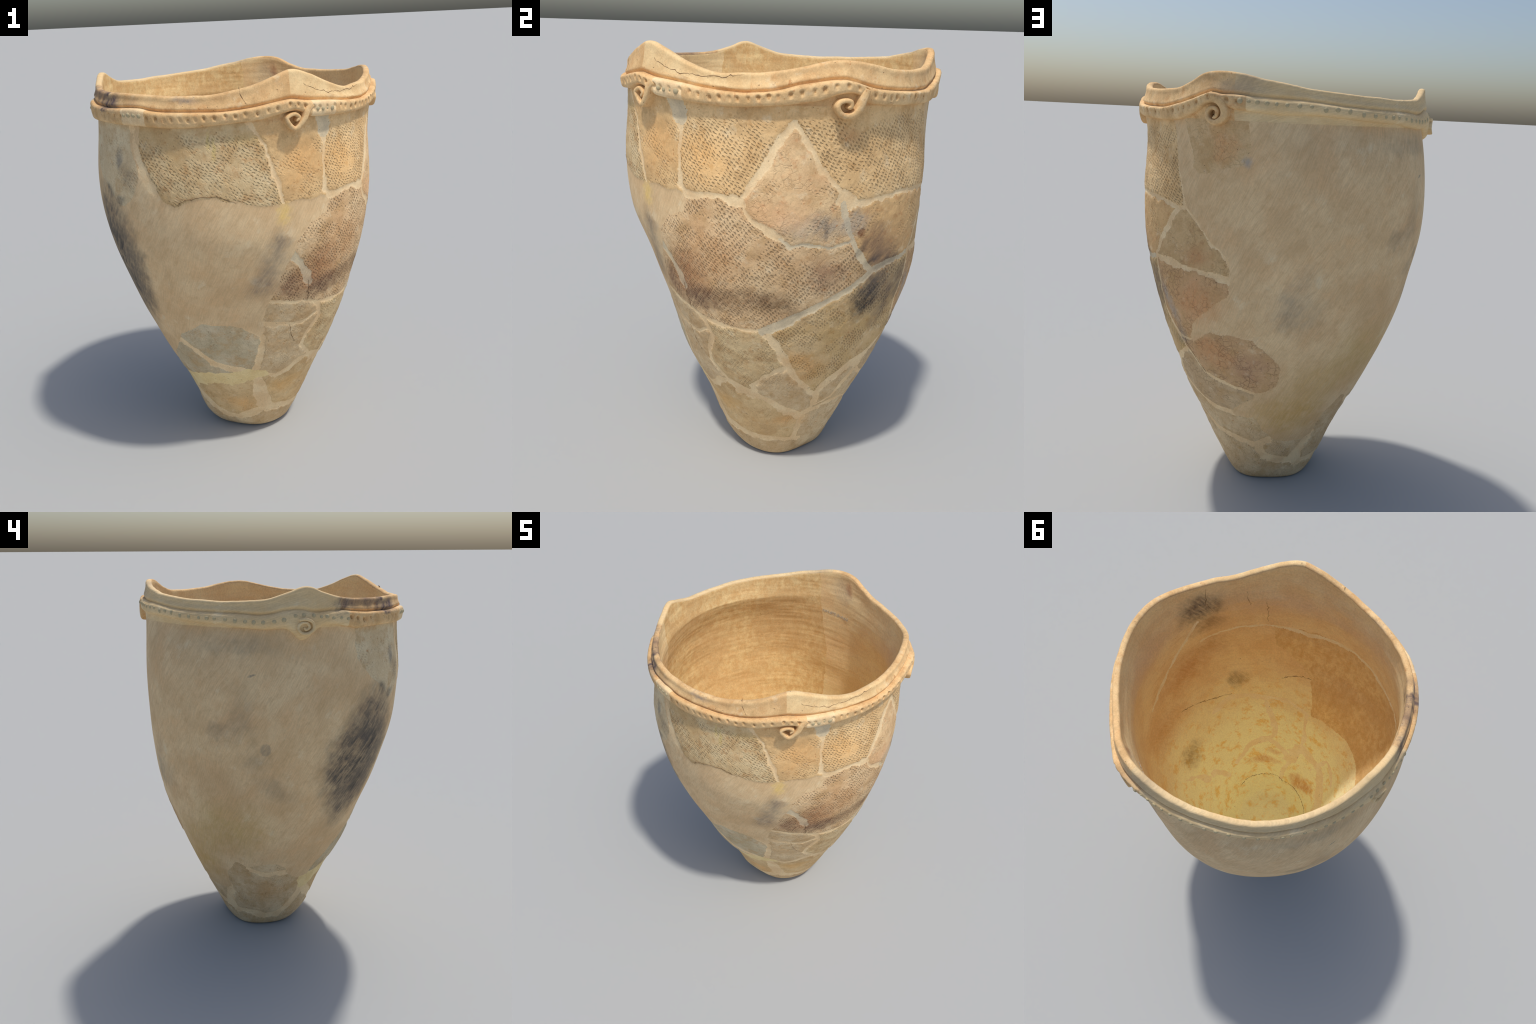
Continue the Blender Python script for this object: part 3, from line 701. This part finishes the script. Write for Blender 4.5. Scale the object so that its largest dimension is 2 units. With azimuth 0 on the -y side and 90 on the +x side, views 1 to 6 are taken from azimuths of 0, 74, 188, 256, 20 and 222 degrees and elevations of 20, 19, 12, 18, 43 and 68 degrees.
M_BAND = sherd_material('band_clay', 'eecb97', 'dfb57e', 'cf9560', dent=0, stain=RIMSTAIN)

# sherd looks: (deg, z) of a point on the sherd -> material settings
LOOKS = [
    ((215, 1.65), ('e6d2ab', 'd6bc92', 'c8a880', 66, .45, .5, 0)),
    ((262, 1.62), ('e0c79a', 'cfae7c', 'b8824c', 62, .40, 1.1, 0)),
    ((297, 1.60), ('ebc791', 'deb680', 'c6925a', 62, .46, .7, 0)),
    ((322, 1.60), ('f0cd98', 'e2bb85', 'c8965a', 62, .36, 1.1, 0)),
    ((348, 1.45), ('eccb9b', 'dfb787', 'cf9362', 60, .50, .7, .2)),
    ((20, 1.60), ('edcf9b', 'dfba88', 'd0985f', 66, .37, 1.1, 0)),
    ((325, 1.15), ('e9c99c', 'd8b284', 'b98854', 52, .40, 1.2, .15)),
    ((293, 1.02), ('cba474', 'ba9166', '90684a', 56, .38, 1.1, 0)),
    ((28, 1.33), ('e3bb84', 'd2a976', 'c28754', 66, .50, .7, 0)),
    ((358, 1.12), ('dcba8b', 'caa474', 'a9764f', 52, .42, 1.0, 0)),
    ((10, .85), ('e0c191', 'd2b07a', 'c09456', 52, .43, 1.0, .1)),
    ((66, 1.28), ('dcbc8c', 'cfac7c', 'b08458', 60, 2, 0, .22)),
    ((60, 1.00), ('d9b184', 'cda474', 'b07e50', 60, 2, 0, .32)),
    ((75, .72), ('d9b488', 'cda67a', 'b08a66', 60, 2, 0, .38)),
    ((62, .53), ('dabf96', 'ccae86', 'b29674', 60, 2, 0, .3)),
    ((255, .62), ('d8c7a6', 'c6b592', 'ae9a78', 54, .5, .4, .16)),
    ((235, .56), ('d6c4a2', 'c4b18e', 'b09c7a', 54, .5, .3, .16)),
    ((265, .27), ('e6c795', 'd8b582', 'c8965c', 54, .5, .35, .12)),
    ((300, .30), ('e6c795', 'd6b380', 'c6965e', 54, .5, .4, .1)),
    ((335, .25), ('e4c492', 'd4b07c', 'c29058', 54, .48, .5, .1)),
    ((325, .70), ('e0c596', 'd0b080', 'bc9060', 52, .45, .7, .15)),
    ((72, 1.70), ('e0c193', 'd2b080', 'c0986a', 66, .55, .5, .2)),
]
PLAIN = ('e4cba2', 'd3b488', 'c0965f', 54, .5, .5, .16)
look_materials = {}


def stains_near(mask, stains=STAINS):
    """only the stains that reach the faces of a piece"""
    px, py, pz = FX[mask][::7], FY[mask][::7], FZ[mask][::7]; keep = []
    for st in stains:
        c = surface_point(st[0], st[1])
        if ((px - c.x)**2 + (py - c.y)**2 + (pz - c.z)**2).min() < (1.25 * max(st[2], st[3]) + .09)**2: keep.append(st)
    return keep


def sherd_look(m):
    for (d, z), p in LOOKS:
        i = np.argmin(abs(fz - z)); j = int(d / 360 * NT) % NT
        if m[max(0, i - 6):i + 7, max(0, j - 5):j + 6].mean() > .3:
            return p
    return PLAIN


looks = [sherd_look(m) for m in sherd_faces]
for p in dict.fromkeys(looks):
    together = np.any([m for m, q in zip(sherd_faces, looks) if q == p], 0)
    look_materials[p] = sherd_material('cord_marked_clay', *p, stain=stain_group('sherd_stains', stains_near(together)))
M_INFILL = plaster_material('brushed_plaster', 'f1d5a8', 'cfab7d', 'e3bb8a', stain_group('plaster_stains', stains_near(piece == 1)))


# ------------------------------------------------------------------ objects
col = bpy.context.scene.collection
jar = bpy.data.objects.new('pottery_jar', None); col.objects.link(jar)
jar["label"] = "restored tall clay jar with wavy rim, notched band and scrolls"
jar["category"] = "ancient pottery vessel"


def make(name, verts, faces, mat, normals=None, parent=jar, smooth=True):
    me = bpy.data.meshes.new(name); me.from_pydata(verts, [], faces)
    me.materials.append(mat)
    me.polygons.foreach_set('use_smooth', [smooth] * len(me.polygons))
    me.update()
    if normals is not None: me.normals_split_custom_set_from_vertices(normals)
    o = bpy.data.objects.new(name, me); col.objects.link(o); o.parent = parent
    return o


NRG = grid.shape[0]
gv, gn = grid.reshape(-1, 3), N.reshape(-1, 3)


def part(name, mask, mat, caps=()):
    i, j = np.nonzero(mask); j2 = (j + 1) % NT
    q = np.stack([i * NT + j, i * NT + j2, (i + 1) * NT + j2, (i + 1) * NT + j], 1)
    used, inv = np.unique(q, return_inverse=True); inv = inv.reshape(q.shape)
    verts = gv[used].tolist(); faces = inv.tolist(); nor = gn[used].tolist()
    look = {int(u): n for n, u in enumerate(used)}
    for row, flip, n in caps:
        ring = [look[row * NT + t] for t in range(NT)]
        verts.append(grid[row].mean(0).tolist()); nor.append(n); c = len(verts) - 1
        for t in range(NT):
            a, b_ = ring[t], ring[(t + 1) % NT]
            faces.append((c, b_, a) if flip else (c, a, b_))
    return make(name, verts, faces, mat, nor)


part('plaster_infill', KIND == 1, M_INFILL)
for kd, nm, mt in ((-1, 'joint_filler', M_FILL), (-2, 'grey_filler', M_GREY), (-3, 'yellow_filler', M_YEL), (-4, 'open_crack', M_CRACK)):
    if (KIND == kd).any(): part(nm, KIND == kd, mt)
for n, m in enumerate(sherd_faces):
    part('sherd', KIND == 10 + n, look_materials[looks[n]])
part('underside', KIND == 3, M_BASE, [(0, True, (0, 0, -1))])
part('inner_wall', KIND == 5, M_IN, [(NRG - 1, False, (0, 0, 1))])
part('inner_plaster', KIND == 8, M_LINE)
part('inner_joint_filler', KIND == 6, M_INFILLER)
deg_face = np.degrees(fth)
orig_rim = ((deg_face < 80) | (deg_face > 194))      # surviving rim, the rest is modern
restored_bits = ((deg_face > 228.5) & (deg_face < 238.5))
rimmask = KIND == 4
gz = np.zeros((grid.shape[0] - 1, NT)); gz[:] = grid[:-1, :, 2]
mended = (deg_face[None] > 291) & (deg_face[None] < 334) & (gz > band_top(fth)[None] + .012 + .012 * np.sin(np.radians((deg_face[None] - 291) * 5)) + .006 * noise3(grid[:-1, :, 0], grid[:-1, :, 1], gz, 30, 61, 2))
wall_rows = grid[w0:w0 + n_rim - 4]; in_rows = grid[w0 + n_rim + 2:]


def crack(name, course, width, inside=False, mat=None):
    """a ragged open crack: a thin dark sliver let into the surface along (degrees, height) points"""
    c = [course[0]]
    for a, b_ in zip(course, course[1:]):
        n = max(2, int(math.hypot((b_[0] - a[0]) * .0115, b_[1] - a[1]) / .012))
        c += [(a[0] + (b_[0] - a[0]) * t / n, a[1] + (b_[1] - a[1]) * t / n) for t in range(1, n + 1)]
    pts = []
    src = in_rows if inside else wall_rows
    for dg, z in c:
        dg += rng.normal(0, .22); z += rng.normal(0, .0022)
        j = int(round((dg % 360) / 360 * NT)) % NT
        i = np.argmin(abs(src[:, j, 2] - z)); p = src[i, j].copy(); pts.append(Vector((p[0], p[1], z)))
    verts, faces = [], []
    for n, p in enumerate(pts):
        d = (pts[min(n + 1, len(pts) - 1)] - pts[max(n - 1, 0)]).normalized()
        o = Vector((p.x, p.y, 0)).normalized() * (-1 if inside else 1)
        sd = d.cross(o).normalized(); w = width * rng.uniform(.35, 1.2) * min(1, .25 + n / 4, .25 + (len(pts) - 1 - n) / 4)
        verts += [p + sd * w - o * .001, p + o * .0012, p - sd * w - o * .001, p - o * .006]
    for n in range(len(pts) - 1):
        for q in range(4):
            faces.append((n * 4 + q, n * 4 + (q + 1) % 4, n * 4 + 4 + (q + 1) % 4, n * 4 + 4 + q))
    faces += [(0, 1, 2, 3), tuple((len(pts) - 1) * 4 + q for q in (3, 2, 1, 0))]
    make(name, [tuple(v) for v in verts], faces, mat or M_CRACK, smooth=False)


crack('rim_crack', [(272.6, 1.945), (273.5, 1.905), (275.4, 1.866)], .0024)
crack('rim_crack', [(297, 1.935), (302, 1.912), (309, 1.893), (318, 1.886), (326, 1.889), (332, 1.90)], .0022)
crack('wall_crack', [(294.5, .775), (296, .72), (299, .655)], .0028)
crack('wall_crack', [(249.8, 1.454), (254, 1.482), (261, 1.498), (266, 1.494), (272, 1.466)], .0026)  # thin dark sliver along the lower edge of the upper sherd
crack('wall_crack', [(302, 1.02), (302.3, .96), (302.6, .90)], .0030)
crack('wall_crack', [(50, .80), (55, .695), (60, .64)], .0020)
for course in ([(350, .20), (335, .215), (310, .225), (291, .23), (283, .195)], [(283, .20), (262, .215), (240, .21), (215, .205)],
               [(309, 1.72), (309.5, 1.62), (310, 1.54)], [(365, 1.06), (352, 1.0), (340, .95), (330, .93)], [(283, 1.12), (292, 1.10), (300, 1.05)],
               [(336, 1.87), (338, 1.78), (335, 1.70)], [(318, 1.80), (317, 1.70)]):
    crack('inner_crack', course, .0030, True, M_INCRACK)
part('rim_sherd', rimmask & orig_rim[None] & ~mended, M_RIM)
part('mended_rim', rimmask & mended, M_RIMMEND)
part('restored_rim', rimmask & ~orig_rim[None], M_RIMFILL)

# ------------------------------------------------------------------ applied band
NB, NS = 2160, 84
tb = np.arange(NB) / NB * PI2; db = np.degrees(tb)
zt, zb = band_top(tb), band_low(tb)
orig = (db < 85) | (db > 194)
of = np.convolve(np.concatenate([orig[-12:], orig, orig[:12]]) * 1., np.ones(25) / 25, 'valid')
hump = sum(np.exp(-((db - c + 180) % 360 - 180)**2 / 2 / 4.5**2) for c in (292, 3.5, 72, 178))
prot = .028 + .003 * of + .008 * hump
lipb_r = ring_cubic(LIP_R, tb)
bx, by, br_ = wall_xy(tb, np.full(NB, 1.8)); Ub = np.stack([np.cos(tb), np.sin(tb)], 1)
core = np.stack([bx + br_ * np.cos(tb), by + br_ * np.sin(tb)], 1)
coreR = (core * Ub).sum(1)


def core_at(z):
    s = np.clip((z - 1.80) / np.maximum(zt - 1.80, .02), 0, 1); s = s * s * (3 - 2 * s)
    return coreR * (1 - s) + (lipb_r + HALF) * s


NOTCH = []                                # notches on the surviving band, (deg) at ~ even pace
d = 197.5
while d < 443:
    dd = d % 360
    if not (229 < dd < 238.5):
        NOTCH.append((dd, rng.normal(.003, .0025), rng.uniform(.45, 1.1)))
    d += rng.normal(3.4, .42)
bandv = np.zeros((NB, NS, 3)); punch = np.zeros((NB, NS))
for s in range(NS):
    a = PI2 * s / NS
    ca, sa = math.cos(a), math.sin(a)
    e = .5
    ox = math.copysign(abs(ca)**e, ca); oz = math.copysign(abs(sa)**e, sa)
    zc, hh = (zt + zb) / 2, (zt - zb) / 2
    z = zc + hh * oz
    soft = np.where(ox > 0, 1., 1.)
    depth = np.where(ox > 0, prot * ox, .03 * ox)
    base = core_at(zc) * .5 + core_at(z) * .5
    lean = .004 * oz * of                 # top edge stands a little out
    r = base + depth + (lean if ox > 0 else 0)
    if ox > 0:
        fall = np.clip(1 - (1 - of) * abs(oz) ** 3 * .45, 0, 1)
        r = base + depth * fall + lean
        for nd, dz, amp in NOTCH:
            x = ((db - nd + 180) % 360 - 180) * math.pi / 180 * .69
            near = abs(x) < .03
            zz_ = z[near] - (zc[near] + hh[near] * .12 + dz)
            sk = x[near] + .15 * zz_
            hit = amp * np.exp(-((sk / (.0060 + .0025 * amp))**2 + (zz_ / .0095)**2)**1.4)
            r[near] -= .0095 * hit * ox; punch[near, s] = np.maximum(punch[near, s], hit)
    nz = .0018 * noise3(Ub[:, 0] * r, Ub[:, 1] * r, z, 34, 50, 3) * (.4 + .6 * of)
    bandv[:, s, 0] = Ub[:, 0] * (r + nz); bandv[:, s, 1] = Ub[:, 1] * (r + nz); bandv[:, s, 2] = z
bdt = np.roll(bandv, -1, 0) - np.roll(bandv, 1, 0); bds = np.roll(bandv, -1, 1) - np.roll(bandv, 1, 1)
bn = np.cross(bdt, bds); bn /= np.linalg.norm(bn, axis=2, keepdims=True) + 1e-12


def band_part(name, mask, mat):
    i, k = np.nonzero(mask)
    q = np.stack([i * NS + k, (i + 1) % NB * NS + k, (i + 1) % NB * NS + (k + 1) % NS, i * NS + (k + 1) % NS], 1)
    used, inv = np.unique(q, return_inverse=True)
    return make(name, bandv.reshape(-1, 3)[used].tolist(), inv.reshape(q.shape).tolist(), mat, bn.reshape(-1, 3)[used].tolist())


dmid = (db + 180 / NB) % 360
mend = ((dmid > 228.5) & (dmid < 238.8)) | ((dmid > 299) & (dmid < 311))
mod = (dmid > 84.5) & (dmid < 196.5)
pf = (punch + np.roll(punch, -1, 0) + np.roll(punch, -1, 1) + np.roll(np.roll(punch, -1, 0), -1, 1)) / 4 > .48
old = (~mend & ~mod)[:, None]
band = band_part('applied_band', old & ~pf, M_BAND)
band_part('band_notch', old & pf, M_NOTCH).parent = band
band_part('mended_band', mend[:, None] & np.ones((1, NS), bool), M_FILL)
rband = band_part('restored_band', mod[:, None] & np.ones((1, NS), bool), M_RIMFILL)


def band_surface(deg, z, off):
    i = int(round((deg % 360) / 360 * NB)) % NB
    k = np.argmin(abs(bandv[i, :NS // 4 + 1, 2] - z)) if z > (zt[i] + zb[i]) / 2 else (-np.argmin(abs(bandv[i, -np.arange(NS // 4 + 1), 2] - z))) % NS
    p = bandv[i, k].copy(); p[:2] += Ub[i] * off; return p


# pellets set in the modern stretch of band, and pale ones in the mends
PELLETS = [(82.5, 1.878), (85.4, 1.875), (88.2, 1.873), (91.3, 1.869), (94.5, 1.870), (98, 1.868), (102.2, 1.868),
           (106.4, 1.865), (111.3, 1.861), (115.7, 1.858), (120.4, 1.854), (125.9, 1.849), (130.8, 1.846), (135.8, 1.844),
           (139.6, 1.843), (143, 1.843), (147.6, 1.841), (151.6, 1.837), (155.6, 1.834), (159, 1.831), (162.7, 1.828),
           (166.9, 1.835), (170.5, 1.840), (174.8, 1.857), (178, 1.859), (181.8, 1.854), (184.8, 1.848), (187.2, 1.848),
           (189.8, 1.844), (193.2, 1.843), (196.2, 1.840),
           (230, 1.838), (232.2, 1.838), (234.5, 1.836), (236.8, 1.835), (301.5, 1.836), (304, 1.833), (306.4, 1.830), (308.8, 1.828)]
M_PEL = filler_material('pale_pellet_clay', 'dccba2', 'bfae88')
ball = bpy.data.meshes.new('pellet')
import bmesh
bm = bmesh.new(); bmesh.ops.create_uvsphere(bm, u_segments=20, v_segments=12, radius=1); bm.to_mesh(ball); bm.free()
ball.materials.append(M_PEL); ball.polygons.foreach_set('use_smooth', [True] * len(ball.polygons))
for dg, z in PELLETS:
    o = bpy.data.objects.new('pellet', ball); col.objects.link(o); o.parent = rband
    p = band_surface(dg, z, -.003)
    o.location = p; s = rng.uniform(.0085, .0115)
    o.scale = (s * .75, s * rng.uniform(.9, 1.15), s * rng.uniform(.9, 1.15)); o.rotation_euler = (rng.uniform(-.3, .3), rng.uniform(-.3, .3), math.radians(dg))

# ------------------------------------------------------------------ scrolls: strips of clay coiled on edge below each wave
SCROLLS = [
    [(299.5, 1.856), (297.4, 1.834), (296, 1.797), (293.4, 1.762), (291.4, 1.770), (289.3, 1.802), (290.4, 1.818), (292.4, 1.822), (294, 1.808), (292.9, 1.792)],
    [(10, 1.862), (9, 1.832), (7.6, 1.790), (5.6, 1.770), (3.3, 1.767), (1.7, 1.778), (.9, 1.80), (1.6, 1.816), (3.2, 1.822), (4.9, 1.818), (5, 1.801), (3.9, 1.796)],
    [(71, 1.890), (75, 1.876), (77, 1.842), (76.6, 1.808), (74, 1.789), (71.6, 1.797), (70.6, 1.822), (71.5, 1.841), (73.2, 1.846), (74.4, 1.836), (74.2, 1.815), (73, 1.806)],
    [(175.6, 1.838), (178.2, 1.842), (180.6, 1.828), (181, 1.800), (179, 1.780), (176.6, 1.782), (175.2, 1.802), (176.2, 1.824), (178.4, 1.826), (179.4, 1.808), (178.2, 1.796), (177.2, 1.806)],
]
STRIP = [(.0175, .0085, .036), (.018, .009, .036), (.021, .009, .034), (.0085, .008, .046)]     # half width at root and tip, stand-out


def catmull(pts, n):
    p = np.array(pts, float); p = np.vstack([2 * p[0] - p[1], p, 2 * p[-1] - p[-2]]); out = []
    for i in range(1, len(p) - 2):
        for t in np.arange(n) / n:
            a, b_, c, d_ = p[i - 1], p[i], p[i + 1], p[i + 2]
            out.append(b_ + .5 * t * (c - a + t * (2 * a - 5 * b_ + 4 * c - d_ + t * (3 * (b_ - c) + d_ - a))))
    return np.array(out + [p[-2]])


for si, (path, (hw0, hw1, stand)) in enumerate(zip(SCROLLS, STRIP)):
    path = [((a + 180) % 360 - 180 if si == 1 else a, z) for a, z in path]
    c = catmull(path, 8)
    Pm = np.stack([np.radians(c[:, 0]) * .68, c[:, 1]], 1)
    tg = np.gradient(Pm, axis=0); tg /= np.linalg.norm(tg, axis=1, keepdims=True); nr = np.stack([-tg[:, 1], tg[:, 0]], 1)
    prof = []                             # rounded rectangle section: (side, out)
    for q in range(20):
        a = PI2 * q / 20; ca, sa = math.cos(a), math.sin(a)
        prof.append((math.copysign(abs(ca)**.5, ca), math.copysign(abs(sa)**.5, sa)))
    verts = []; L = len(c)
    for i in range(L):
        e = min(1, (L - 1 - i) / 5 + .35); hw = hw1 + (hw0 - hw1) * max(0, 1 - i / L / .62)**1.2
        so = stand * min(1, .82 + .18 * i / 9) * (1 - .15 * i / L)
        for px, po in prof:
            m = Pm[i] + nr[i] * hw * px * e
            deg, z = math.degrees(m[0] / .68), m[1]
            th_ = np.array([math.radians(deg)]); wx, wy, wr = wall_xy(th_, np.array([min(z, 1.8)]))
            rr = float(wr[0]) + (so * (po if po > 0 else 0) + (-.012 if po < 0 else 0) * abs(po)) + (.006 if po > 0 else 0) - (.004 if abs(px) > .9 and po > .5 else 0)
            verts.append((float(wx[0]) + rr * math.cos(th_[0]), float(wy[0]) + rr * math.sin(th_[0]), z))
    faces = [(i * 20 + q, i * 20 + (q + 1) % 20, (i + 1) * 20 + (q + 1) % 20, (i + 1) * 20 + q) for i in range(L - 1) for q in range(20)]
    faces += [tuple(range(20)), tuple((L - 1) * 20 + q for q in range(20))[::-1]]
    o = make('scroll', verts, faces, M_RIMFILL if si == 3 else M_BAND, parent=rband if si == 3 else band)
    bmm = bmesh.new(); bmm.from_mesh(o.data); bmesh.ops.recalc_face_normals(bmm, faces=bmm.faces); bmm.to_mesh(o.data); bmm.free()

# ------------------------------------------------------------------ white ink number inside the neck
cu = bpy.data.curves.new('inventory_number', 'FONT'); cu.body = "NM-875-3n-No2"; cu.size = .026; cu.extrude = 0; cu.space_character = .9; cu.shear = .2
tmp = bpy.data.objects.new('inventory_number', cu); col.objects.link(tmp)
bpy.context.view_layer.update()
tm = bpy.data.meshes.new_from_object(tmp.evaluated_get(bpy.context.evaluated_depsgraph_get()))
bpy.data.objects.remove(tmp, do_unlink=True)
bmm = bmesh.new(); bmm.from_mesh(tm); bmesh.ops.subdivide_edges(bmm, edges=bmm.edges[:], cuts=1)
ext = max(v.co.x for v in bmm.verts)
ins = grid[w0 + n_rim - 1:]
for v in bmm.verts:
    deg = 84 - v.co.x / ext * 17; z = 1.718 - .010 * v.co.x / ext + v.co.y
    j = int(round(deg / 360 * NT)) % NT; colm = ins[:, j]; i = np.argmin(abs(colm[:NI, 2] - z))
    p = colm[i]; r = math.hypot(p[0], p[1]) - .003; a = math.radians(deg)
    v.co = (r * math.cos(a), r * math.sin(a), z)
bmm.to_mesh(tm); bmm.free()
ink, k, b, pos, flat, sp = new_material('white_ink')
k.put(b.inputs['Base Color'], k.mix(k.noise(pos, 90, 2)[0], lin('d8d2c6'), lin('a99f8d')))
tm.materials.clear(); tm.materials.append(ink)
num = bpy.data.objects.new('inventory_number', tm); col.objects.link(num); num.parent = jar
sol = num.modifiers.new('Solidify', 'SOLIDIFY'); sol.thickness = .0012; sol.offset = 0
